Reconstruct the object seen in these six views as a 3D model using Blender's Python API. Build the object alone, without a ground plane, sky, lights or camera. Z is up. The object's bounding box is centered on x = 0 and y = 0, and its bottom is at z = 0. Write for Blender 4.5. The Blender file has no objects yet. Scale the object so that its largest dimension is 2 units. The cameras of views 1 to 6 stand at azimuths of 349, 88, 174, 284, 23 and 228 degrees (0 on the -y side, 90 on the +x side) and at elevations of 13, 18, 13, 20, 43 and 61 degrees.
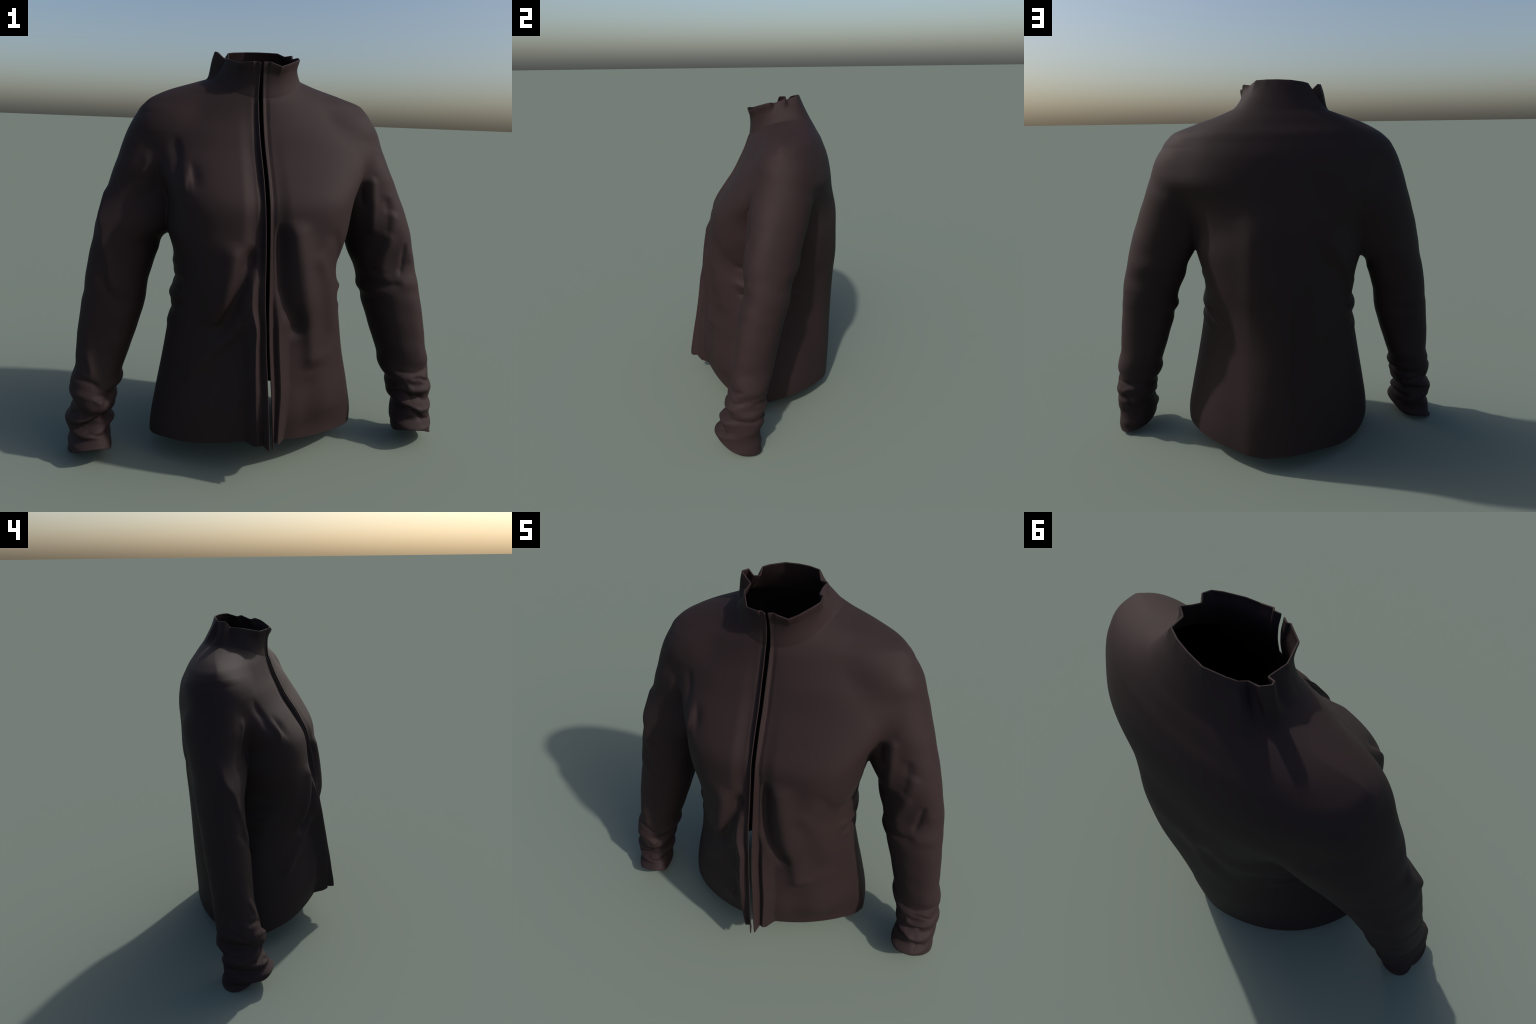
"""A dark brown zip-front jacket standing on its own, as if worn by nobody.

Torso and sleeves are stacks of horizontal cross-sections.  They are melted
together into one smooth field, folds are added to that field, the field is
skinned with quads, trimmed along hem, cuffs, neck and front opening, given
thickness, and split into garment parts that share their border vertices.
The stand-up collar is lofted from the neck seam to its crumpled rim.
"""
import math
import numpy as np

CLOTH = 0.0065          # thickness of the fabric
NECK_X, NECK_Y = -0.015, 0.15

# z, half width left / right, front y, back y, roundness of the four quarters
# (front-left, front-right, back-left, back-right), y of the widest line
TORSO_SECTIONS = [
    (0.000, 0.520, 0.548, -0.385, 0.480, 1.500, 1.700, 1.800, 1.680, -0.055),
    (0.150, 0.527, 0.546, -0.381, 0.484, 1.379, 1.715, 1.816, 1.641, -0.052),
    (0.300, 0.500, 0.522, -0.406, 0.493, 1.567, 1.680, 1.766, 1.660, -0.047),
    (0.500, 0.458, 0.483, -0.386, 0.502, 1.728, 1.609, 1.611, 1.707, -0.029),
    (0.700, 0.421, 0.451, -0.361, 0.510, 2.008, 1.700, 1.644, 1.749, -0.029),
    (0.850, 0.404, 0.430, -0.368, 0.515, 2.327, 2.127, 1.845, 1.793, 0.022),
    (1.000, 0.405, 0.425, -0.346, 0.518, 2.814, 2.776, 2.211, 1.778, 0.093),
    (1.150, 0.438, 0.462, -0.318, 0.512, 3.390, 3.204, 2.260, 1.846, 0.132),
    (1.300, 0.465, 0.460, -0.290, 0.511, 3.547, 3.539, 2.014, 2.180, 0.123),
    (1.420, 0.532, 0.507, -0.213, 0.492, 3.261, 3.222, 2.042, 2.377, 0.141),
    (1.520, 0.580, 0.534, -0.143, 0.479, 2.854, 2.807, 2.170, 2.451, 0.174),
    (1.600, 0.561, 0.554, -0.102, 0.465, 2.372, 2.364, 2.202, 2.439, 0.168),
    (1.660, 0.545, 0.563, -0.072, 0.449, 1.904, 1.975, 2.186, 2.390, 0.160),
    (1.710, 0.535, 0.546, -0.053, 0.429, 1.540, 1.665, 2.175, 2.333, 0.139),
    (1.750, 0.508, 0.518, -0.040, 0.412, 1.350, 1.460, 2.190, 2.263, 0.134),
    (1.790, 0.420, 0.449, -0.024, 0.388, 1.330, 1.400, 2.220, 2.200, 0.162),
    (1.830, 0.303, 0.330, -0.002, 0.366, 1.463, 1.482, 2.242, 2.182, 0.204),
    (1.870, 0.208, 0.205, 0.030, 0.341, 1.563, 1.550, 2.276, 2.171, 0.250),
]

# z, inner x, outer x, front y, back y, shear
LEFT_SLEEVE_SECTIONS = [
    (-0.040, 0.796, 0.943, -0.284, -0.011, -0.112),
    (0.000, 0.776, 0.944, -0.286, -0.004, -0.121),
    (0.035, 0.761, 0.954, -0.291, -0.017, -0.127),
    (0.070, 0.745, 0.950, -0.284, -0.012, -0.132),
    (0.100, 0.739, 0.947, -0.282, -0.018, -0.133),
    (0.130, 0.727, 0.947, -0.288, -0.019, -0.132),
    (0.160, 0.733, 0.949, -0.247, -0.012, -0.133),
    (0.190, 0.739, 0.948, -0.247, 0.001, -0.126),
    (0.220, 0.746, 0.948, -0.254, 0.013, -0.098),
    (0.250, 0.721, 0.950, -0.212, 0.005, -0.045),
    (0.280, 0.718, 0.952, -0.205, 0.016, 0.014),
    (0.310, 0.713, 0.943, -0.225, 0.023, 0.058),
    (0.340, 0.715, 0.939, -0.205, 0.020, 0.067),
    (0.370, 0.692, 0.930, -0.205, 0.033, 0.070),
    (0.410, 0.674, 0.933, -0.183, 0.041, 0.101),
    (0.460, 0.674, 0.922, -0.182, 0.057, 0.158),
    (0.520, 0.658, 0.904, -0.176, 0.074, 0.217),
    (0.600, 0.633, 0.894, -0.160, 0.094, 0.249),
    (0.680, 0.607, 0.884, -0.148, 0.114, 0.246),
    (0.740, 0.587, 0.875, -0.139, 0.130, 0.223),
    (0.780, 0.579, 0.870, -0.134, 0.139, 0.194),
    (0.820, 0.555, 0.865, -0.128, 0.150, 0.169),
    (0.860, 0.557, 0.858, -0.122, 0.165, 0.160),
    (0.920, 0.542, 0.849, -0.099, 0.176, 0.166),
    (1.000, 0.509, 0.830, -0.089, 0.192, 0.230),
    (1.080, 0.490, 0.807, -0.089, 0.233, 0.276),
    (1.150, 0.448, 0.790, -0.083, 0.245, 0.271),
    (1.300, 0.372, 0.738, -0.061, 0.290, 0.234),
    (1.450, 0.358, 0.684, -0.037, 0.312, 0.112),
    (1.580, 0.351, 0.636, 0.007, 0.278, 0.027),
    (1.680, 0.352, 0.596, 0.010, 0.247, -0.002),
]

RIGHT_SLEEVE_SECTIONS = [
    (-0.040, 0.795, 0.962, -0.145, 0.038, -0.176),
    (0.000, 0.792, 0.959, -0.147, 0.040, -0.184),
    (0.035, 0.764, 0.942, -0.160, 0.044, -0.188),
    (0.070, 0.738, 0.945, -0.252, 0.035, -0.182),
    (0.100, 0.740, 0.942, -0.254, 0.038, -0.152),
    (0.130, 0.742, 0.925, -0.216, 0.046, -0.115),
    (0.160, 0.750, 0.947, -0.216, 0.047, -0.082),
    (0.190, 0.721, 0.960, -0.175, 0.038, -0.059),
    (0.220, 0.757, 0.955, -0.182, 0.037, -0.046),
    (0.250, 0.721, 0.936, -0.184, 0.079, -0.042),
    (0.280, 0.715, 0.912, -0.198, 0.089, -0.036),
    (0.310, 0.707, 0.926, -0.192, 0.088, -0.018),
    (0.340, 0.719, 0.936, -0.176, 0.085, 0.033),
    (0.370, 0.683, 0.934, -0.166, 0.095, 0.081),
    (0.410, 0.685, 0.923, -0.157, 0.103, 0.119),
    (0.460, 0.670, 0.904, -0.140, 0.120, 0.150),
    (0.520, 0.647, 0.902, -0.123, 0.126, 0.155),
    (0.600, 0.618, 0.895, -0.112, 0.139, 0.149),
    (0.680, 0.591, 0.885, -0.100, 0.154, 0.144),
    (0.740, 0.573, 0.875, -0.094, 0.171, 0.141),
    (0.780, 0.564, 0.870, -0.085, 0.176, 0.135),
    (0.820, 0.559, 0.860, -0.083, 0.188, 0.138),
    (0.860, 0.554, 0.855, -0.078, 0.194, 0.161),
    (0.920, 0.535, 0.846, -0.064, 0.209, 0.217),
    (1.000, 0.508, 0.827, -0.054, 0.234, 0.286),
    (1.080, 0.472, 0.804, -0.047, 0.258, 0.337),
    (1.150, 0.344, 0.785, -0.044, 0.289, 0.440),
    (1.300, 0.193, 0.739, -0.013, 0.345, 0.425),
    (1.450, 0.187, 0.695, -0.021, 0.367, 0.231),
    (1.580, 0.312, 0.653, -0.002, 0.300, 0.013),
    (1.680, 0.342, 0.603, 0.001, 0.286, -0.112),
]


# ------------------------------------------------------------------ sections
Z_GRID = np.linspace(-0.1, 2.1, 22001)


class Sections:
    """Smooth interpolation of a table of cross-sections along z."""

    def __init__(self, table):
        table = np.array(table)
        zk, yk = table[:, 0], table[:, 1:]
        h = np.diff(zk)
        d = np.diff(yk, axis=0) / h[:, None]
        m = np.zeros_like(yk)
        m[1:-1] = (d[:-1] * h[1:, None] + d[1:] * h[:-1, None]) / (h[1:] + h[:-1])[:, None]
        m[0], m[-1] = d[0], d[-1]
        x = np.clip(Z_GRID, zk[0], zk[-1])
        i = np.clip(np.searchsorted(zk, x) - 1, 0, len(zk) - 2)
        t, hh = ((x - zk[i]) / h[i])[:, None], h[i][:, None]
        self.value = (yk[i] * (2 * t**3 - 3 * t**2 + 1) + yk[i + 1] * (3 * t**2 - 2 * t**3)
                      + hh * m[i] * (t**3 - 2 * t**2 + t) + hh * m[i + 1] * (t**3 - t**2))
        slope = np.gradient(self.value, Z_GRID[1] - Z_GRID[0], axis=0)
        self.width = yk.shape[1]
        self.table = np.ascontiguousarray(np.hstack([self.value, slope]))

    def __call__(self, z):
        u = (z - Z_GRID[0]) * (1 / (Z_GRID[1] - Z_GRID[0])) + 0.5
        rows = np.take(self.table, np.clip(u, 0, len(Z_GRID) - 1).astype(np.int32), axis=0)
        return rows[..., : self.width], rows[..., self.width:]


TORSO = Sections(TORSO_SECTIONS)
SLEEVES = {1: Sections(LEFT_SLEEVE_SECTIONS), -1: Sections(RIGHT_SLEEVE_SECTIONS)}


def section_distance(dx, dy, a, b, n, da, db, cx_slope, cy_slope):
    """First-order distance to a stacked superellipse."""
    ax, ay = np.abs(dx) / a, np.abs(dy) / b
    p = ax**n + ay**n + 1e-9
    q = p ** (1 / n)
    g = q ** (1 - n)
    gx = g * ax ** (n - 1) / a * np.sign(dx)
    gy = g * ay ** (n - 1) / b * np.sign(dy)
    gz = -g * (ax**n * da / a + ay**n * db / b) - gx * cx_slope - gy * cy_slope
    return (q - 1) / np.sqrt(gx * gx + gy * gy + gz * gz + 1e-6)


def torso_distance(p):
    x, y, z = p[..., 0], p[..., 1], p[..., 2]
    v, d = TORSO(z)
    cy, cy_slope = v[..., 8], d[..., 8]
    right, front = x < 0, y < cy
    a = np.where(right, v[..., 1], v[..., 0])
    da = np.where(right, d[..., 1], d[..., 0])
    b = np.where(front, cy - v[..., 2], v[..., 3] - cy)
    db = np.where(front, cy_slope - d[..., 2], d[..., 3] - cy_slope)
    n = np.where(front, np.where(right, v[..., 5], v[..., 4]), np.where(right, v[..., 7], v[..., 6]))
    n = np.clip(n, 1.3, 5)
    return section_distance(x, y - cy, np.maximum(a, 0.02), np.maximum(b, 0.02), n, da, db, 0, cy_slope)


def sleeve_frame(p, side):
    """Position inside a sleeve: offsets from its axis and its half widths."""
    v, d = SLEEVES[side](p[..., 2])
    cx, cy = (v[..., 0] + v[..., 1]) / 2, (v[..., 2] + v[..., 3]) / 2
    dy = p[..., 1] - cy
    dx = p[..., 0] * side - cx + v[..., 4] * dy
    a = np.maximum((v[..., 1] - v[..., 0]) / 2, 0.02)
    b = np.maximum((v[..., 3] - v[..., 2]) / 2, 0.02)
    return dx, dy, a, b, d


def sleeve_distance(p, side):
    dx, dy, a, b, d = sleeve_frame(p, side)
    da, db = (d[..., 1] - d[..., 0]) / 2, (d[..., 3] - d[..., 2]) / 2
    f = section_distance(dx, dy, a, b, 2.2, da, db, (d[..., 0] + d[..., 1]) / 2, (d[..., 2] + d[..., 3]) / 2)
    return -smooth_min(-f, 1.70 - p[..., 2], 0.11)


def smooth_min(a, b, k):
    h = np.maximum(k - np.abs(a - b), 0) / k
    return np.minimum(a, b) - h * h * k / 4


def smoothstep(a, b, x):
    t = np.clip((x - a) / (b - a), 0, 1)
    return t * t * (3 - 2 * t)


def blend_width(z):
    """How softly sleeve and torso flow together: sharp armpit, soft shoulder."""
    return along(z, (1.12, 0.012), (1.30, 0.022), (1.45, 0.05), (1.6, 0.10))


# --------------------------------------------------------------------- folds
def along(z, *pairs):
    """Value that follows z through the given (z, value) pairs."""
    pairs = sorted(pairs)
    return np.interp(z, [q[0] for q in pairs], [q[1] for q in pairs])


def profile(*pairs):
    """Smooth function of z through a few (z, value) pairs."""
    zs = np.linspace(-0.2, 2.2, 2401)
    k = np.exp(-0.5 * (np.arange(-90, 91) / 25) ** 2)
    values = np.convolve(np.pad(along(zs, *pairs), 90, mode="edge"), k / k.sum(), "valid")
    return lambda z: np.interp(z, zs, values)


opening_x = profile((0.1, 0.0), (0.19, -0.002), (0.3, -0.004), (0.45, -0.010), (0.65, -0.020), (0.85, -0.024),
                 (1.0, -0.022), (1.2, -0.020), (1.4, -0.022), (1.6, -0.028), (1.77, -0.027), (1.95, -0.026))


def opening_gap(z):
    return 0.008 + along(z, (0.1, 0.020), (0.3, 0.016), (0.5, 0.014), (0.75, 0.013), (0.9, 0.018), (1.2, 0.020), (1.95, 0.021))


def fold(u, z, line, height, wide_left, wide_right=None, sharp=2.0, fade=0.08):
    """Ridge (height > 0) or valley along a polyline of (u, z) points.

    The two widths are those on the lower-u and on the higher-u side."""
    wide_right = wide_right or wide_left
    line = np.array(line, float)
    reach = 2.6 * max(wide_left, wide_right)
    lo, hi = line.min(0) - reach, line.max(0) + reach
    near = (u > lo[0]) & (u < hi[0]) & (z > lo[1]) & (z < hi[1])
    out = np.zeros(np.shape(u))
    if near.any():
        out[near] = fold_near(u[near], z[near], line, height, wide_left, wide_right, sharp, fade)
    return out


def fold_near(u, z, line, height, wide_left, wide_right, sharp, fade):
    best = np.full(np.shape(u), 9.0)
    signed = np.zeros(np.shape(u))
    t_end = np.zeros(np.shape(u))
    total = np.hypot(*np.diff(line, axis=0).T)
    start = np.concatenate([[0], np.cumsum(total)])
    for k in range(len(line) - 1):
        (u0, z0), (u1, z1) = line[k], line[k + 1]
        du, dz = u1 - u0, z1 - z0
        t = np.clip(((u - u0) * du + (z - z0) * dz) / (du * du + dz * dz), 0, 1)
        ou, oz = u - (u0 + t * du), z - (z0 + t * dz)
        dist = np.hypot(ou, oz)
        closer = dist < best
        best = np.where(closer, dist, best)
        side = (ou * -dz + oz * du) * (-1 if dz > 0 else 1)
        signed = np.where(closer, np.sign(side) * dist, signed)
        t_end = np.where(closer, start[k] + t * total[k], t_end)
    width = np.where(signed < 0, wide_left, wide_right)
    profile = np.exp(-((best / width) ** sharp))
    ends = np.clip(np.minimum(t_end, start[-1] - t_end) / fade, 0, 1)
    return height * profile * ends * ends * (3 - 2 * ends)


# each fold: line of points, height (negative: valley), width on either side
FRONT_FOLDS = [
    # crest and valley that run down from the bust on the left panel
    ([(0.10, 1.24), (0.125, 1.10), (0.155, 0.95), (0.18, 0.80), (0.21, 0.64), (0.22, 0.5)], 0.024, 0.045, 0.06),
    ([(0.040, 1.22), (0.035, 1.05), (0.045, 0.92), (0.075, 0.83), (0.115, 0.76), (0.135, 0.66)], -0.022, 0.03, 0.045),
    ([(0.20, 1.10), (0.286, 0.954), (0.318, 0.80), (0.34, 0.65)], 0.009, 0.04, 0.035),
    ([(0.29, 1.20), (0.345, 1.037), (0.387, 0.87)], -0.008, 0.035, 0.03),
    # the same on the right panel
    ([(-0.17, 1.14), (-0.19, 0.98), (-0.22, 0.84), (-0.27, 0.70)], 0.020, 0.045, 0.04),
    ([(-0.075, 1.12), (-0.11, 1.02), (-0.145, 0.90), (-0.185, 0.78), (-0.24, 0.66)], -0.026, 0.035, 0.03),
    ([(-0.10, 0.80), (-0.166, 0.707), (-0.296, 0.557), (-0.40, 0.42)], 0.016, 0.04, 0.025),
    ([(-0.10, 0.62), (-0.125, 0.467), (-0.19, 0.28)], 0.012, 0.04, 0.022),
    # drag folds from the right armpit
    ([(-0.43, 1.60), (-0.413, 1.485), (-0.43, 1.36)], -0.012, 0.03, 0.022),
    ([(-0.372, 1.46), (-0.385, 1.40), (-0.398, 1.30)], 0.010, 0.020, 0.016),
    ([(-0.355, 1.49), (-0.345, 1.42), (-0.335, 1.32)], -0.011, 0.016, 0.03),
    # broad soft drape of the lower panels
    ([(0.28, 0.62), (0.31, 0.40), (0.33, 0.2)], 0.007, 0.07, 0.07),
    ([(0.19, 0.50), (0.20, 0.34), (0.20, 0.15)], -0.008, 0.05, 0.06),
]
BACK_FOLDS = [
    ([(-0.12, 1.32), (-0.22, 1.22), (-0.31, 1.10), (-0.37, 0.95), (-0.43, 0.80)], 0.015, 0.08, 0.03),
    # a standing ridge on the left half of the back, from shoulder blade to hem
    ([(0.157, 1.50), (0.165, 1.20), (0.175, 0.85), (0.19, 0.45), (0.20, -0.10)], 0.015, 0.15, 0.06),
    ([(0.345, 1.42), (0.362, 1.30), (0.355, 1.15)], 0.007, 0.03, 0.02),
    # soft drapes down from the right shoulder blade
    ([(-0.30, 1.16), (-0.345, 1.13), (-0.40, 1.12)], -0.007, 0.018, 0.018),
    ([(-0.345, 1.03), (-0.385, 1.01), (-0.43, 1.01)], -0.007, 0.016, 0.016),
    ([(-0.085, 1.48), (-0.10, 1.30), (-0.13, 1.05), (-0.15, 0.8)], 0.006, 0.05, 0.04),
    ([(-0.17, 1.40), (-0.165, 1.22), (-0.19, 1.0), (-0.23, 0.75)], -0.006, 0.035, 0.04),
]
# creases round the waist, as seen from the side: (y, z)
SIDE_FOLDS = {
    1: [
        ([(-0.18, 0.885), (-0.02, 0.84), (0.16, 0.82), (0.34, 0.74)], 0.012, 0.026, 0.020),
        ([(-0.16, 0.815), (0.0, 0.785), (0.2, 0.765)], -0.010, 0.014, 0.016),
        ([(-0.14, 0.76), (0.02, 0.74), (0.2, 0.715)], 0.006, 0.020, 0.025),
        ([(-0.18, 1.0), (-0.03, 0.955), (0.14, 0.93)], -0.009, 0.022, 0.022),
        ([(-0.12, 1.08), (0.05, 1.03), (0.2, 1.0)], 0.006, 0.02, 0.02),
    ],
    -1: [
        ([(-0.20, 0.85), (-0.05, 0.815), (0.15, 0.80), (0.36, 0.83)], 0.014, 0.024, 0.026),
        ([(-0.18, 0.915), (0.0, 0.885), (0.22, 0.88)], -0.010, 0.018, 0.018),
        ([(-0.12, 0.75), (0.0, 0.735), (0.2, 0.72)], -0.008, 0.018, 0.020),
        ([(-0.1, 1.0), (0.05, 0.96), (0.22, 0.945)], 0.006, 0.02, 0.02),
        ([(-0.15, 0.69), (0.05, 0.665), (0.2, 0.66)], 0.005, 0.02, 0.025),
    ],
}


# y of the edges of the opening, and y and distance of the pleat beside each edge, by height
EDGE_Y = profile((0.1, -0.506), (0.2, -0.500), (0.3, -0.486), (0.5, -0.446), (0.7, -0.412), (0.85, -0.384), (1.0, -0.358), (1.15, -0.333),
                 (1.3, -0.291), (1.42, -0.228), (1.52, -0.157), (1.6, -0.114), (1.66, -0.084), (1.71, -0.062), (1.77, -0.046), (1.85, -0.045))
PLEAT_Y = {1: profile((0.1, -0.450), (0.22, -0.447), (0.33, -0.438), (0.44, -0.429), (0.51, -0.417), (0.63, -0.397), (0.75, -0.377), (0.85, -0.350)),
           -1: profile((0.1, -0.460), (0.38, -0.461), (0.53, -0.448), (0.65, -0.432), (0.77, -0.413), (0.85, -0.396), (0.95, -0.372))}
PLEAT_AT = {1: profile((0.1, 0.038), (0.22, 0.043), (0.33, 0.050), (0.44, 0.060), (0.75, 0.058), (0.9, 0.057), (1.05, 0.048)),
            -1: profile((0.1, 0.054), (0.2, 0.056), (0.38, 0.066), (0.53, 0.063), (0.65, 0.058), (0.75, 0.050), (0.83, 0.072), (0.95, 0.068), (1.08, 0.048))}
HOLLOW = {1: profile((0.9, -0.014), (1.2, -0.017), (1.33, -0.008), (1.5, -0.003), (1.7, 0)),
          -1: profile((0.9, -0.014), (1.2, -0.018), (1.5, -0.010), (1.7, -0.002), (1.77, 0))}
PLEAT_TOP = {1: (0.74, 0.90), -1: (0.90, 1.06)}


def front_relief(x, z, coarse=False):
    """Height of the front panels relative to the smooth torso section."""
    u = x - opening_x(z)
    au = np.abs(u)
    body_y = TORSO(z)[0][..., 2]
    edge = body_y - EDGE_Y(z)
    h = np.zeros(np.shape(x))
    for side in (1, -1):
        pleated = 1 - smoothstep(*PLEAT_TOP[side], z)
        at = PLEAT_AT[side](z)
        pleat = (body_y - PLEAT_Y[side](z)) * pleated + (1 - pleated) * HOLLOW[side](z)
        dip = np.minimum(edge, pleat) - pleated * along(z, (0.1, 0.010), (0.5, 0.016), (0.8, 0.014)) - (1 - pleated) * 0.004
        if coarse:
            dip = (edge + pleat) / 2
        v = 0.55 * at                                       # where the fold between edge and pleat lies
        w = at + along(z, (0.1, 0.050), (0.6, 0.055), (0.9, 0.075), (1.7, 0.06))
        t1 = np.clip((au - 0.008) / (v - 0.008), 0, 1)
        t2 = np.clip((au - v) / (at - v), 0, 1)
        t3 = np.clip((au - at) / (w - at), 0, 1)
        ease = lambda t: 0.5 * t + 0.5 * t * t * (3 - 2 * t)
        soft = lambda t: t * t * (3 - 2 * t)
        p = edge + (dip - edge) * ease(t1) + (pleat - dip) * (ease(t2) * pleated + soft(t2) * (1 - pleated))
        p = p * np.where(au > at, pleated * (1 - t3) ** 1.6 * (1 + 0.6 * t3) + (1 - pleated) * (1 - soft(t3)), 1)
        h = np.where(u * side > 0, p, h)
    for line, height, wl, wr in [] if coarse else FRONT_FOLDS:
        h = h + fold(x, z, line, height, wl, wr) * smoothstep(0.03, 0.06, au)
    return h


def back_relief(x, z):
    h = 0.0
    for line, height, wl, wr in BACK_FOLDS:
        h = h + fold(x, z, line, height, wl, wr, fade=0.25)
    return h


# folds of the sleeves: u is the way round in metres (0 outside, negative = front)
SLEEVE_FOLDS = {
    1: [
        ([(-0.215, 1.42), (-0.255, 1.26), (-0.31, 1.10)], 0.012, 0.022, 0.018),
        ([(-0.265, 1.40), (-0.295, 1.25)], -0.010, 0.018, 0.014),
        ([(-0.175, 1.32), (-0.215, 1.20), (-0.255, 1.10)], -0.010, 0.024, 0.020),
        ([(-0.175, 1.25), (-0.235, 1.13), (-0.275, 1.00), (-0.305, 0.90)], 0.013, 0.030, 0.028),
        ([(-0.165, 1.08), (-0.190, 0.963), (-0.222, 0.90)], -0.011, 0.014, 0.012),
        ([(-0.130, 1.06), (-0.155, 0.95)], 0.005, 0.018, 0.025),
        ([(-0.43, 0.834), (-0.313, 0.850), (-0.20, 0.868)], -0.010, 0.020, 0.020),
        ([(-0.42, 0.90), (-0.33, 0.905), (-0.25, 0.90)], 0.007, 0.024, 0.020),
        # crumpled cuff
        ([(-0.34, 0.405), (-0.276, 0.400), (-0.20, 0.396), (-0.04, 0.425)], -0.006, 0.014, 0.012),
        ([(-0.256, 0.372), (-0.18, 0.372), (-0.108, 0.345), (-0.01, 0.36)], -0.008, 0.012, 0.010),
        ([(-0.388, 0.320), (-0.29, 0.345), (-0.239, 0.315)], 0.008, 0.018, 0.016),
        ([(-0.43, 0.290), (-0.304, 0.300), (-0.25, 0.268), (-0.20, 0.272), (-0.15, 0.247)], -0.011, 0.014, 0.012),
        ([(-0.36, 0.246), (-0.268, 0.242), (-0.19, 0.214)], 0.008, 0.016, 0.014),
        ([(-0.42, 0.215), (-0.286, 0.218), (-0.224, 0.200), (-0.164, 0.157), (-0.067, 0.138)], -0.013, 0.013, 0.012),
        ([(-0.184, 0.241), (-0.04, 0.248), (0.124, 0.235)], -0.006, 0.012, 0.014),
        ([(0.02, 0.345), (0.135, 0.339), (0.21, 0.320)], -0.008, 0.014, 0.014),
        ([(0.11, 0.290), (0.168, 0.304), (0.26, 0.296)], 0.008, 0.016, 0.016),
        ([(0.12, 0.276), (0.20, 0.229), (0.26, 0.186), (0.36, 0.19)], -0.011, 0.014, 0.014),
        ([(0.12, 0.155), (0.21, 0.150), (0.29, 0.136)], -0.007, 0.010, 0.012),
    ],
    -1: [
        ([(-0.065, 1.34), (-0.095, 1.20), (-0.134, 1.133), (-0.16, 1.07), (-0.205, 0.96), (-0.225, 0.82)], 0.010, 0.026, 0.020),
        ([(-0.139, 0.94), (-0.209, 0.846), (-0.275, 0.77)], -0.008, 0.030, 0.024),
        ([(-0.174, 1.52), (-0.184, 1.44), (-0.174, 1.36)], 0.007, 0.018, 0.014),
        ([(-0.215, 1.46), (-0.225, 1.36), (-0.215, 1.26)], -0.008, 0.018, 0.018),
        ([(-0.16, 0.56), (-0.185, 0.50), (-0.225, 0.42)], 0.009, 0.026, 0.020),
        ([(-0.09, 0.425), (-0.165, 0.418), (-0.228, 0.400), (-0.278, 0.366)], -0.011, 0.016, 0.016),
        ([(0.11, 0.389), (-0.024, 0.371), (-0.096, 0.336)], -0.007, 0.014, 0.014),
        ([(-0.10, 0.334), (-0.153, 0.355), (-0.24, 0.337), (-0.30, 0.288)], 0.009, 0.020, 0.018),
        ([(-0.26, 0.285), (-0.314, 0.318), (-0.38, 0.314)], -0.009, 0.014, 0.014),
        ([(-0.09, 0.310), (-0.037, 0.308), (0.05, 0.275)], -0.007, 0.014, 0.012),
        ([(-0.055, 0.235), (-0.152, 0.270), (-0.213, 0.232)], -0.011, 0.015, 0.014),
        ([(-0.09, 0.172), (-0.163, 0.185), (-0.267, 0.218), (-0.30, 0.245), (-0.42, 0.205)], -0.011, 0.012, 0.012),
        ([(-0.10, 0.205), (-0.20, 0.215), (-0.27, 0.245)], 0.005, 0.014, 0.014),
        ([(-0.05, 0.165), (-0.14, 0.158), (-0.22, 0.166), (-0.32, 0.143), (-0.40, 0.152)], -0.008, 0.010, 0.010),
        ([(0.13, 0.221), (-0.016, 0.236), (-0.09, 0.244)], -0.008, 0.014, 0.014),
        ([(0.12, 0.169), (0.013, 0.174), (-0.089, 0.168)], -0.006, 0.010, 0.012),
        ([(0.12, 0.32), (0.22, 0.30), (0.34, 0.27)], -0.008, 0.015, 0.015),
        ([(0.14, 0.25), (0.25, 0.23), (0.36, 0.22)], 0.007, 0.015, 0.015),
    ],
}


def sleeve_relief(p, side):
    dx, dy, a, b, _ = sleeve_frame(p, side)
    u, z = np.arctan2(dy / b, dx / a) * 0.14, p[..., 2]
    h = 0.0
    for line, height, wl, wr in SLEEVE_FOLDS[side]:
        h = h + fold(u, z, line, height, wl, wr, sharp=1.7, fade=0.05)
    return h + 0.0012 * np.sin(u * 23 + z * 17 + side) * np.sin(z * 31 - u * 9)


def sleeves_distance(p, folded):
    """Nearest sleeve: the arms never meet, so each half of space has its own."""
    out = np.empty(p.shape[:-1])
    for side in (1, -1):
        mine = p[..., 0] >= 0 if side > 0 else p[..., 0] < 0
        q = p[mine]
        d = sleeve_distance(q, side)
        if folded:
            close = np.abs(d) < 0.1
            d[close] -= sleeve_relief(q[close], side) * smoothstep(1.6, 1.45, q[close][:, 2])
        out[mine] = d
    return out


def field(p, coarse=False):
    """The finished garment surface is where this is zero."""
    x, y, z = p[..., 0], p[..., 1], p[..., 2]
    t = torso_distance(p)
    cy = TORSO(z)[0][..., 8]
    front = smoothstep(-0.02, -0.10, y - np.minimum(cy, 0.05)) * smoothstep(1.80, 1.72, z)
    t = t - front * front_relief(x, z, coarse)
    if not coarse:
        t = t - smoothstep(0.02, 0.14, y - cy) * back_relief(x, z)
        for side in (1, -1):
            for line, height, wl, wr in SIDE_FOLDS[side]:
                t = t - fold(y, z, line, height, wl, wr) * smoothstep(0.25, 0.36, x * side)
    return smooth_min(t, sleeves_distance(p, not coarse), blend_width(z))


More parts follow.
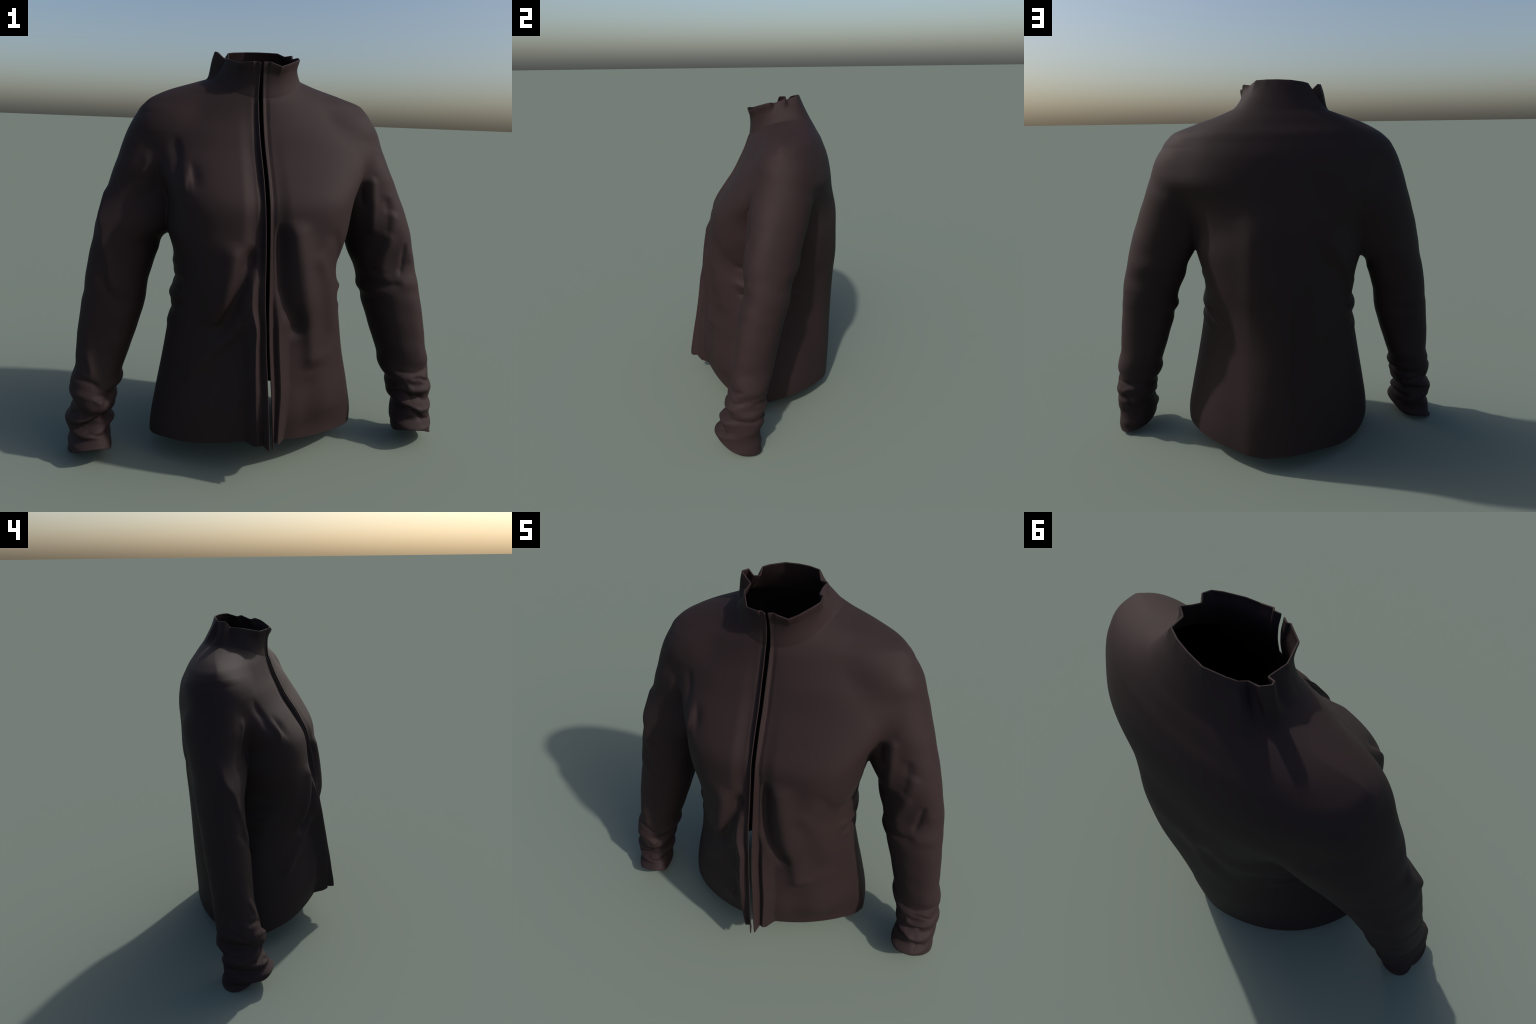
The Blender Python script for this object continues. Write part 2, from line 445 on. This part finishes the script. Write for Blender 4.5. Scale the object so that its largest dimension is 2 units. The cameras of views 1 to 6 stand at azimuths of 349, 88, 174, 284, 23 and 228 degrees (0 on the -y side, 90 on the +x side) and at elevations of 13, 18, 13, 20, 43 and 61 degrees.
def base_field(p):
    """The same without folds, for the first coarse skin."""
    return field(p, True)


# ------------------------------------------------------------------- skinning
def skin(step=0.018):
    """Quad mesh around the zero set of the unfolded field (surface nets)."""
    lo = np.array([-1.04, -0.60, -0.075])
    n = np.array([int(2.08 / step), int(1.22 / step), int(2.03 / step)])
    gx, gy, gz = (lo[k] + step * np.arange(n[k]) for k in range(3))
    f = np.empty(n, np.float32)
    for k in range(n[2]):
        xx, yy = np.meshgrid(gx, gy, indexing="ij")
        f[:, :, k] = base_field(np.stack([xx, yy, np.full_like(xx, gz[k])], -1))
    f[:, :, 0] = f[:, :, -1] = 1
    inside = f < 0
    cells = np.zeros(n - 1, np.int8)
    for i in (0, 1):
        for j in (0, 1):
            for k in (0, 1):
                cells += inside[i:n[0] - 1 + i, j:n[1] - 1 + j, k:n[2] - 1 + k]
    active = (cells > 0) & (cells < 8)
    index = np.full(n - 1, -1, np.int64)
    index[active] = np.arange(active.sum())
    verts = lo + step * (np.argwhere(active) + 0.5)
    quads = []
    for axis in range(3):
        b, c = (axis + 1) % 3, (axis + 2) % 3
        a0, a1 = [slice(None)] * 3, [slice(None)] * 3
        a0[axis], a1[axis] = slice(0, -1), slice(1, None)
        f0, f1 = inside[tuple(a0)], inside[tuple(a1)]
        cross = np.argwhere(f0 != f1)
        ok = (cross[:, b] > 0) & (cross[:, c] > 0) & (cross[:, b] < n[b] - 1) & (cross[:, c] < n[c] - 1)
        cross = cross[ok]
        eb, ec = np.eye(3, dtype=int)[b], np.eye(3, dtype=int)[c]
        q = np.stack([index[tuple((cross + o).T)] for o in (0 * eb, -eb, -eb - ec, -ec)], 1)
        flip = ~f0[tuple(cross.T)]
        q[flip] = q[flip][:, ::-1]
        quads.append(q)
    quads = np.vstack(quads)
    return verts, quads[(quads >= 0).all(1)]


def subdivide(v, q):
    e = np.sort(np.stack([q, np.roll(q, -1, 1)], -1).reshape(-1, 2), 1)
    key, inv = np.unique(e[:, 0] * len(v) + e[:, 1], return_inverse=True)
    mids = (v[key // len(v)] + v[key % len(v)]) / 2
    m = inv.reshape(-1, 4) + len(v)
    c = np.arange(len(q)) + len(v) + len(mids)
    out = np.concatenate([np.stack([q[:, k], m[:, k], c, m[:, k - 1]], 1) for k in range(4)])
    return np.vstack([v, mids, v[q].mean(1)]), out


def relax(v, q, times):
    e = np.unique(np.sort(np.stack([q, np.roll(q, -1, 1)], -1).reshape(-1, 2), 1), axis=0)
    count = np.bincount(e.ravel(), minlength=len(v))[:, None]
    for _ in range(times):
        s = np.stack([np.bincount(e[:, 0], v[e[:, 1], k], len(v)) + np.bincount(e[:, 1], v[e[:, 0], k], len(v)) for k in range(3)], 1)
        v = 0.5 * v + 0.5 * s / np.maximum(count, 1)
    return v


def settle(v, function, times, limit):
    """Bring vertices onto the surface.  The middle of the front is a height
    field: there only y moves, so that the pleats keep evenly spaced rows."""
    near = (v[:, 1] < 0.0) & (v[:, 2] < 1.74) & (np.abs(v[:, 0] - opening_x(v[:, 2])) < 0.16)
    p, eps = v[near].copy(), np.array([0, 1e-3, 0])
    for _ in range(times + 3):
        f = function(p)
        slope = (function(p + eps) - f) / 1e-3
        p[:, 1] -= np.clip(f / np.minimum(slope, -0.2), -0.03, 0.03)
    out = v.copy()
    out[~near] = project(v[~near], function, times, limit)
    out[near] = p
    return out


def gather_at_opening(v):
    """Slide vertices of the front sideways so that the opening gets a finer mesh."""
    front = (v[:, 1] < 0.15) & (v[:, 2] < 1.9)
    u = v[:, 0] - opening_x(v[:, 2])
    au = np.abs(u)
    packed = np.where(au < 0.20, au * 0.5, 0.10 + (au - 0.20) * 2.0)
    out = v.copy()
    move = front & (au < 0.30)
    out[move, 0] += (np.sign(u) * (packed - au) * (1 - smoothstep(-0.02, 0.14, v[:, 1])))[move]
    return out


def project(v, function, times, limit):
    eps = 2e-3
    for turn in range(times):
        f = function(v)
        if turn == 0:
            g = np.stack([(function(v + eps * np.eye(3)[k]) - f) / eps for k in range(3)], 1)
        move = (f / np.maximum((g * g).sum(1), 0.15))[:, None] * g
        length = np.linalg.norm(move, axis=1, keepdims=True)
        v = v - move * np.minimum(1, limit / np.maximum(length, 1e-9))
    return v


def vertex_normals(v, faces):
    t = faces if faces.shape[1] == 3 else np.vstack([faces[:, [0, 1, 2]], faces[:, [0, 2, 3]]])
    fn = np.cross(v[t[:, 1]] - v[t[:, 0]], v[t[:, 2]] - v[t[:, 0]])
    n = np.stack([sum(np.bincount(t[:, c], fn[:, k], len(v)) for c in range(3)) for k in range(3)], 1)
    return n / np.maximum(np.linalg.norm(n, axis=1, keepdims=True), 1e-12)


# ------------------------------------------------------------------- trimming
def hem_z(x, y):
    front = np.where(x > 0,
                     along(x, (0, 0.192), (0.04, 0.204), (0.055, 0.178), (0.147, 0.157), (0.24, 0.138), (0.34, 0.124), (0.43, 0.110), (0.5, 0.090)),
                     along(-x, (0, 0.192), (0.058, 0.200), (0.075, 0.184), (0.15, 0.171), (0.27, 0.150), (0.39, 0.130), (0.48, 0.119), (0.54, 0.10)))
    w = smoothstep(-0.15, 0.20, y)
    return front * (1 - w) + w * along(x, (-0.55, 0.075), (-0.42, 0.055), (-0.30, 0.066), (-0.16, 0.094), (0, 0.094), (0.13, 0.085), (0.3, 0.098), (0.5, 0.108))


def cuff_z(p, side):
    """Height of the cuff edge: it rises towards the front."""
    level, outward, backward, bend = {1: (0.046, -0.12, -0.294, 1.17), -1: (0.032, -0.09, -0.389, 2.1)}[side]
    y = np.clip(p[:, 1] + 0.13, -0.25, 0.25)
    return level + outward * (np.abs(p[:, 0]) - 0.85) + backward * y + bend * y * y


def neck_z(x, y):
    """Height of the neck seam around the neck; it climbs outwards so that it meets the shoulders once."""
    r = np.hypot(x - NECK_X, y - NECK_Y)
    c = (y - NECK_Y) / np.maximum(r, 1e-6)
    seam = along(c, (-1, 1.766), (-0.93, 1.772), (-0.72, 1.792), (-0.39, 1.830), (0, 1.854), (0.5, 1.858), (1, 1.852))
    seam = seam - 0.012 * smoothstep(-0.12, -0.22, x - NECK_X) * smoothstep(-0.5, 0.2, c)
    return seam + 0.4 * (r - along(c, (-1, 0.195), (-0.72, 0.205), (-0.39, 0.215), (0, 0.232), (0.5, 0.250), (1, 0.21)))


def arm_side(p):
    """Positive on the sleeves, negative on the torso."""
    w = smoothstep(1.20, 1.08, p[:, 2])
    low = torso_distance(p) - sleeves_distance(p, False)
    high = np.abs(p[:, 0]) - along(p[:, 2], (1.0, 0.457), (1.2, 0.457), (1.45, 0.47), (1.75, 0.48))
    return high * (1 - w) + low * w


class Sheet:
    """Triangles with vertex normals that can be cut by a sign."""

    def __init__(self, v, n, t):
        self.v, self.n, self.t = v, n, t
        self.label = np.zeros(len(t), int)

    def cut(self, g, keep_both=False, label=0):
        """Keep what has g < 0, or keep all and give g > 0 another label."""
        g = np.where(np.abs(g) < 1e-7, 1e-7, g)
        s = g > 0
        st = s[self.t]
        count = st.sum(1)
        mixed = (count == 1) | (count == 2)
        t, lab = self.t[mixed], self.label[mixed]
        sm, cm = st[mixed], count[mixed]
        lone = np.where(cm == 1, sm.argmax(1), (~sm).argmax(1))
        r = np.arange(len(t))
        a, b, c = t[r, lone], t[r, (lone + 1) % 3], t[r, (lone + 2) % 3]
        e = np.concatenate([np.sort(np.stack([a, b], 1), 1), np.sort(np.stack([a, c], 1), 1)])
        key, inv = np.unique(e[:, 0] * len(self.v) + e[:, 1], return_inverse=True)
        i, j = key // len(self.v), key % len(self.v)
        w = (g[i] / (g[i] - g[j]))[:, None]
        fresh = len(self.v)
        nn = self.n[i] * (1 - w) + self.n[j] * w
        self.v = np.vstack([self.v, self.v[i] * (1 - w) + self.v[j] * w])
        self.n = np.vstack([self.n, nn / np.linalg.norm(nn, axis=1, keepdims=True)])
        ab, ac = inv[: len(t)] + fresh, inv[len(t):] + fresh
        lone_plus = cm == 1
        tips = np.stack([a, ab, ac], 1)
        rest = np.concatenate([np.stack([ab, b, c], 1), np.stack([ab, c, ac], 1)])
        plus = np.concatenate([self.t[count == 3], tips[lone_plus], rest[np.tile(~lone_plus, 2)]])
        minus = np.concatenate([self.t[count == 0], tips[~lone_plus], rest[np.tile(lone_plus, 2)]])
        lab2 = np.tile(lab, 2)
        plus_lab = np.concatenate([self.label[count == 3], lab[lone_plus], lab2[np.tile(~lone_plus, 2)]])
        minus_lab = np.concatenate([self.label[count == 0], lab[~lone_plus], lab2[np.tile(lone_plus, 2)]])
        if keep_both:
            self.t = np.concatenate([minus, plus])
            self.label = np.concatenate([minus_lab, plus_lab * 0 + label if label >= 0 else plus_lab])
        else:
            self.t, self.label = minus, minus_lab
        return fresh

    def borders(self):
        """Directed edges that belong to one triangle only."""
        e = self.t[:, [0, 1, 1, 2, 2, 0]].reshape(-1, 2)
        owner = np.repeat(np.arange(len(self.t)), 3)
        key = np.sort(e, 1)
        key = key[:, 0] * len(self.v) + key[:, 1]
        _, first, count = np.unique(key, return_index=True, return_counts=True)
        pick = first[count == 1]
        return e[pick], owner[pick]


def thicken(v, n, t, label, rim_edges, rim_owner):
    """Outer wall, inner wall and a rounded rim along the given border edges."""
    k = len(v)
    inner = v - n * CLOTH
    out_v, out_n = [v, inner], [n, -n]
    tris, labs = [t, t[:, ::-1] + k], [label, label]
    if len(rim_edges):
        ids, inv = np.unique(rim_edges, return_inverse=True)
        inv = inv.reshape(-1, 2)
        tangent = v[rim_edges[:, 1]] - v[rim_edges[:, 0]]
        away = np.cross(tangent, n[rim_edges[:, 0]] + n[rim_edges[:, 1]])
        away /= np.maximum(np.linalg.norm(away, axis=1, keepdims=True), 1e-9)
        w = np.stack([np.bincount(inv[:, 0], away[:, c], len(ids)) + np.bincount(inv[:, 1], away[:, c], len(ids)) for c in range(3)], 1)
        w /= np.maximum(np.linalg.norm(w, axis=1, keepdims=True), 1e-9)
        rows, base = [ids], 2 * k
        nn, mid = n[ids], v[ids] - n[ids] * CLOTH / 2
        for s in (0.25, 0.5, 0.75):
            a = math.pi * s
            d = nn * math.cos(a) + w * math.sin(a)
            out_v.append(mid + d * CLOTH / 2)
            out_n.append(d)
            rows.append(np.arange(len(ids)) + base)
            base += len(ids)
        rows.append(ids + k)
        for r0, r1 in zip(rows[:-1], rows[1:]):
            a, b = r0[inv[:, 0]], r0[inv[:, 1]]
            c, d = r1[inv[:, 1]], r1[inv[:, 0]]
            tris += [np.stack([b, a, d], 1), np.stack([b, d, c], 1)]
            labs += [label[rim_owner]] * 2
    return np.vstack(out_v), np.vstack(out_n), np.vstack(tris), np.concatenate(labs)


# --------------------------------------------------------------------- collar
COLLAR_RIM = [
    (-0.016, -0.047, 1.923), (0.004, -0.041, 1.924), (0.013, -0.049, 1.924), (0.069, -0.043, 1.907), (0.106, -0.020, 1.920),
    (0.156, 0.028, 1.942), (0.177, 0.055, 1.952), (0.178, 0.091, 1.963), (0.155, 0.114, 1.958), (0.158, 0.145, 1.970),
    (0.169, 0.179, 1.982), (0.134, 0.197, 1.978), (0.109, 0.255, 1.998), (0.060, 0.272, 2.000), (0.007, 0.280, 2.000),
    (-0.060, 0.283, 1.997), (-0.124, 0.258, 1.990), (-0.153, 0.241, 1.984), (-0.154, 0.209, 1.957), (-0.178, 0.203, 1.956),
    (-0.204, 0.211, 1.981), (-0.226, 0.182, 1.981), (-0.218, 0.165, 1.978), (-0.176, 0.149, 1.944), (-0.178, 0.080, 1.939),
    (-0.129, -0.013, 1.917), (-0.066, -0.042, 1.922), (-0.056, -0.036, 1.923), (-0.036, -0.046, 1.920),
]


def add_collar(sheet):
    """Loft from the neck border of the trimmed body up to the crumpled rim.

    The lowest row re-uses the border vertices, so that cloth runs on."""
    e, owner = sheet.borders()
    m = sheet.v[e].mean(1)
    at = (np.abs(m[:, 2] - neck_z(m[:, 0], m[:, 1])) < 0.002) & (m[:, 2] > 1.7)
    at &= np.abs(m[:, 0] - opening_x(m[:, 2])) + 99 * (m[:, 1] > NECK_Y - 0.1) > opening_gap(m[:, 2]) / 2 + 0.0004
    e, owner = e[at], owner[at]
    follow = dict(zip(e[:, 0].tolist(), e[:, 1].tolist()))
    start = (set(follow) - set(follow.values())).pop()
    chain = [start]
    while chain[-1] in follow:
        chain.append(follow[chain[-1]])
    if sheet.v[chain[0], 0] < sheet.v[chain[-1], 0]:
        chain = chain[::-1]
    chain = np.array(chain)
    base = sheet.v[chain]
    up = np.zeros_like(base)                                  # direction in which the body cloth leaves its border
    away = np.cross(sheet.v[e[:, 1]] - sheet.v[e[:, 0]], sheet.n[e[:, 0]])
    where = {c: i for i, c in enumerate(chain.tolist())}
    for (i, j), w in zip(e.tolist(), away):
        up[where[i]] += w
        up[where[j]] += w

    def smooth(a, distance, sigma):
        span = distance[-1]
        uu = np.linspace(0, span, 1200)
        c = np.stack([np.interp(uu, distance, a[:, k]) for k in range(3)], 1)
        k = int(3 * sigma / (uu[1] - uu[0]))
        ker = np.exp(-0.5 * (np.arange(-k, k + 1) * (uu[1] - uu[0]) / sigma) ** 2)
        ker /= ker.sum()
        pad = np.vstack([2 * c[0] - c[1:k + 1][::-1], c, 2 * c[-1] - c[-k - 1:-1][::-1]])
        c = np.stack([np.convolve(pad[:, q], ker, "valid") for q in range(3)], 1)
        return np.stack([np.interp(distance, uu, c[:, q]) for q in range(3)], 1)

    run = np.concatenate([[0], np.cumsum(np.linalg.norm(np.diff(base, axis=0), axis=1))])
    up /= np.linalg.norm(up, axis=1, keepdims=True)
    up = smooth(up, run, 0.02)
    up /= np.linalg.norm(up, axis=1, keepdims=True)

    rim = np.array(COLLAR_RIM)
    knots = np.concatenate([[0], np.cumsum(np.linalg.norm(np.diff(rim, axis=0), axis=1))])
    fine = np.linspace(0, knots[-1], 1500)
    top = smooth(np.stack([np.interp(fine, knots, rim[:, k]) for k in range(3)], 1), fine, 0.002)
    calm = smooth(top, fine, 0.045)
    turn = np.unwrap(np.arctan2(calm[:, 1] - NECK_Y, calm[:, 0] - NECK_X))
    here = np.unwrap(np.arctan2(base[:, 1] - NECK_Y, base[:, 0] - NECK_X))
    here += 2 * math.pi * round((turn.mean() - here.mean()) / (2 * math.pi))
    turn = here[0] + (turn - turn[0]) * (here[-1] - here[0]) / (turn[-1] - turn[0])
    turn = np.maximum.accumulate(turn)
    s = np.interp(here, turn, fine)
    top, calm = (np.stack([np.interp(s, fine, a[:, k]) for k in range(3)], 1) for a in (top, calm))

    # the folded flap behind the right shoulder hangs right down, the rest only crumples the rim
    flap = (smoothstep(0.06, 0.14, top[:, 1]) * smoothstep(-0.10, -0.15, top[:, 0]))[None, :, None]
    rows, cols = 34, len(chain)
    t = np.linspace(0, 1, rows)[1:, None, None]
    span = calm - base
    length = np.linalg.norm(span, axis=1, keepdims=True)
    flow = COLLAR_FLOW[0] + (COLLAR_FLOW[1] - COLLAR_FLOW[0]) * smoothstep(NECK_Y - 0.06, NECK_Y + 0.06, base[:, 1:2])
    flow = flow + (COLLAR_FLOW[2] - COLLAR_FLOW[1]) * smoothstep(NECK_Y + 0.08, NECK_Y + 0.18, base[:, 1:2])
    t0, t1 = up * length * flow, span + (span - up * length) * 0.15
    h = lambda a, b, c, d: a * (2 * t**3 - 3 * t**2 + 1) + b * (3 * t**2 - 2 * t**3) + c * (t**3 - 2 * t**2 + t) + d * (t**3 - t**2)
    grid = h(base[None], calm[None], t0[None], t1[None]) + (top - calm)[None] * (flap * smoothstep(-0.1, 0.85, t) + (1 - flap) * smoothstep(0.55, 1.0, t) ** 1.4)
    # the wall stands a little inside, so that the rim curls out like a lip
    inward = np.array([NECK_X, NECK_Y]) - calm[:, :2]
    inward /= np.linalg.norm(inward, axis=1, keepdims=True)
    lip = 0.008 * smoothstep(0.1, 0.6, t) * (1 - smoothstep(0.72, 1.0, t)) * (1 - smoothstep(0.0, 0.08, calm[:, 1]))[None, :, None]
    grid[..., :2] += lip * inward[None]
    first = len(sheet.v)
    idx = np.vstack([chain, first + np.arange((rows - 1) * cols).reshape(rows - 1, cols)])
    a, b, c, d = idx[:-1, :-1].ravel(), idx[:-1, 1:].ravel(), idx[1:, 1:].ravel(), idx[1:, :-1].ravel()
    tri = np.vstack([np.stack([a, b, c], 1), np.stack([a, c, d], 1)])
    sheet.v = np.vstack([sheet.v, grid.reshape(-1, 3)])
    sheet.n = np.vstack([sheet.n, np.zeros((grid.shape[0] * cols, 3))])
    n = vertex_normals(sheet.v, tri)
    sheet.n[first:] = n[first:]
    mix = sheet.n[chain] + n[chain]
    sheet.n[chain] = mix / np.linalg.norm(mix, axis=1, keepdims=True)
    sheet.t = np.vstack([sheet.t, tri])
    sheet.label = np.concatenate([sheet.label, np.full(len(tri), COLLAR)])


# ---------------------------------------------------------------------- parts
LEFT_FRONT, RIGHT_FRONT, BACK, LEFT_SLEEVE, RIGHT_SLEEVE, LEFT_CUFF, RIGHT_CUFF, COLLAR = range(8)
COLLAR_FLOW = (0.15, 0.55, 0.30)      # how far the slope of the shoulders runs on into the collar


def build_shell(step=0.018, levels=2):
    v, q = skin(step)
    v = project(relax(v, q, 2), base_field, 3, step)
    v = settle(gather_at_opening(v), base_field, 2, step)
    for level in range(levels):
        v, q = subdivide(v, q)
        v = settle(v, field, 3, step)
    calm = relax(v, q, 1)
    u = np.abs(v[:, 0] - opening_x(v[:, 2]))
    keep = ((v[:, 1] < 0) & (u < 0.15))[:, None]
    v = settle(np.where(keep, v, calm), field, 2, step)
    tri = np.vstack([q[:, [0, 1, 2]], q[:, [0, 2, 3]]])
    sheet = Sheet(v, vertex_normals(v, q), tri)
    # which side of the armhole is each vertex on: arms are cut by the cuffs, the body by hem, neck and opening
    arm = lambda: arm_side(sheet.v)
    x, y, z = sheet.v.T
    g = np.where(arm() > 0, np.where(x > 0, cuff_z(sheet.v, 1), cuff_z(sheet.v, -1)) - z, hem_z(x, y) - z)
    sheet.cut(g)
    x, y, z = sheet.v.T
    near = np.hypot(x - NECK_X, y - NECK_Y) < 0.45
    sheet.cut(np.where(near, z - neck_z(x, y), -1))
    x, y, z = sheet.v.T
    sheet.cut(np.where(y < NECK_Y - 0.1, opening_gap(z) / 2 - np.abs(x - opening_x(z)), -1))
    # labels, cut exactly along the seams
    sheet.cut(arm_side(sheet.v), True, -1)
    c = sheet.v[sheet.t].mean(1)
    on_arm = arm_side(c) > 0
    x, y, z = sheet.v.T
    sheet.cut(np.where(np.abs(x) < 0.62, TORSO(z)[0][..., 8] * 0 + along(z, (0.1, 0.02), (1.0, 0.06), (1.4, 0.13), (1.85, 0.2)) - y, -1), True, -1)
    x, y, z = sheet.v.T
    sheet.cut(np.where(z < 0.3, np.where(x > 0, cuff_z(sheet.v, 1), cuff_z(sheet.v, -1)) + 0.055 - z, -1) * np.where(arm() > -0.02, 1, -1) - 0.0, True, -1)
    c = sheet.v[sheet.t].mean(1)
    on_arm = arm_side(c) > 0
    left = c[:, 0] > 0
    cuff = on_arm & (c[:, 2] < np.where(left, cuff_z(c, 1), cuff_z(c, -1)) + 0.055)
    behind = c[:, 1] > along(c[:, 2], (0.1, 0.02), (1.0, 0.06), (1.4, 0.13), (1.85, 0.2))
    lab = np.where(behind, BACK, np.where(left, LEFT_FRONT, RIGHT_FRONT))
    lab = np.where(on_arm, np.where(left, LEFT_SLEEVE, RIGHT_SLEEVE), lab)
    lab = np.where(cuff, np.where(left, LEFT_CUFF, RIGHT_CUFF), lab)
    sheet.label = lab
    add_collar(sheet)
    e, owner = sheet.borders()
    return thicken(sheet.v, sheet.n, sheet.t, sheet.label, e, owner)


# -------------------------------------------------------------------- Blender
def make_scene():
    import bpy

    def cloth_material():
        mat = bpy.data.materials.new("brown_knit_cloth")
        mat.use_nodes = True
        nodes, links = mat.node_tree.nodes, mat.node_tree.links
        bsdf = nodes["Principled BSDF"]
        coord = nodes.new("ShaderNodeTexCoord")
        noise = nodes.new("ShaderNodeTexNoise")
        noise.inputs["Scale"].default_value = 5.0
        noise.inputs["Detail"].default_value = 4.0
        ramp = nodes.new("ShaderNodeValToRGB")
        ramp.color_ramp.elements[0].position, ramp.color_ramp.elements[1].position = 0.3, 0.7
        ramp.color_ramp.elements[0].color = (*[c * 0.96 for c in COLOUR], 1)
        ramp.color_ramp.elements[1].color = (*[c * 1.04 for c in COLOUR], 1)
        links.new(coord.outputs["Object"], noise.inputs["Vector"])
        links.new(noise.outputs["Fac"], ramp.inputs["Fac"])
        links.new(ramp.outputs["Color"], bsdf.inputs["Base Color"])
        bsdf.inputs["Roughness"].default_value = ROUGH
        bsdf.inputs["Specular IOR Level"].default_value = SPEC
        return mat

    mat = cloth_material()
    root = bpy.data.objects.new("jacket", None)
    root["label"] = "dark brown long-sleeved jacket with open front, crumpled stand-up collar"
    root["category"] = "jacket"
    bpy.context.scene.collection.objects.link(root)

    def part(name, v, n, t, parent):
        used, inv = np.unique(t, return_inverse=True)
        me = bpy.data.meshes.new(name)
        vv, tt = v[used].astype(np.float32), inv.reshape(-1, 3).astype(np.int32)
        me.vertices.add(len(vv))
        me.vertices.foreach_set("co", vv.ravel())
        me.loops.add(tt.size)
        me.loops.foreach_set("vertex_index", tt.ravel())
        me.polygons.add(len(tt))
        me.polygons.foreach_set("loop_start", np.arange(0, tt.size, 3, dtype=np.int32))
        me.update(calc_edges=True)
        me.validate()
        me.polygons.foreach_set("use_smooth", np.ones(len(me.polygons), bool))
        me.normals_split_custom_set_from_vertices(n[used].astype(np.float32))
        me.materials.append(mat)
        ob = bpy.data.objects.new(name, me)
        ob.parent = parent
        bpy.context.scene.collection.objects.link(ob)
        return ob

    v, n, t, lab = build_shell()
    made = {}
    for key, name in ((LEFT_FRONT, "front_panel"), (RIGHT_FRONT, "front_panel"), (BACK, "back_panel"), (LEFT_SLEEVE, "sleeve"),
                      (RIGHT_SLEEVE, "sleeve"), (LEFT_CUFF, "cuff"), (RIGHT_CUFF, "cuff"), (COLLAR, "collar")):
        parent = made[key - 2] if name == "cuff" else root
        made[key] = part(name, v, n, t[lab == key], parent)


COLOUR = (0.0245, 0.0140, 0.0140)
ROUGH, SPEC = 0.7, 0.19

if __name__ == "__main__":
    make_scene()
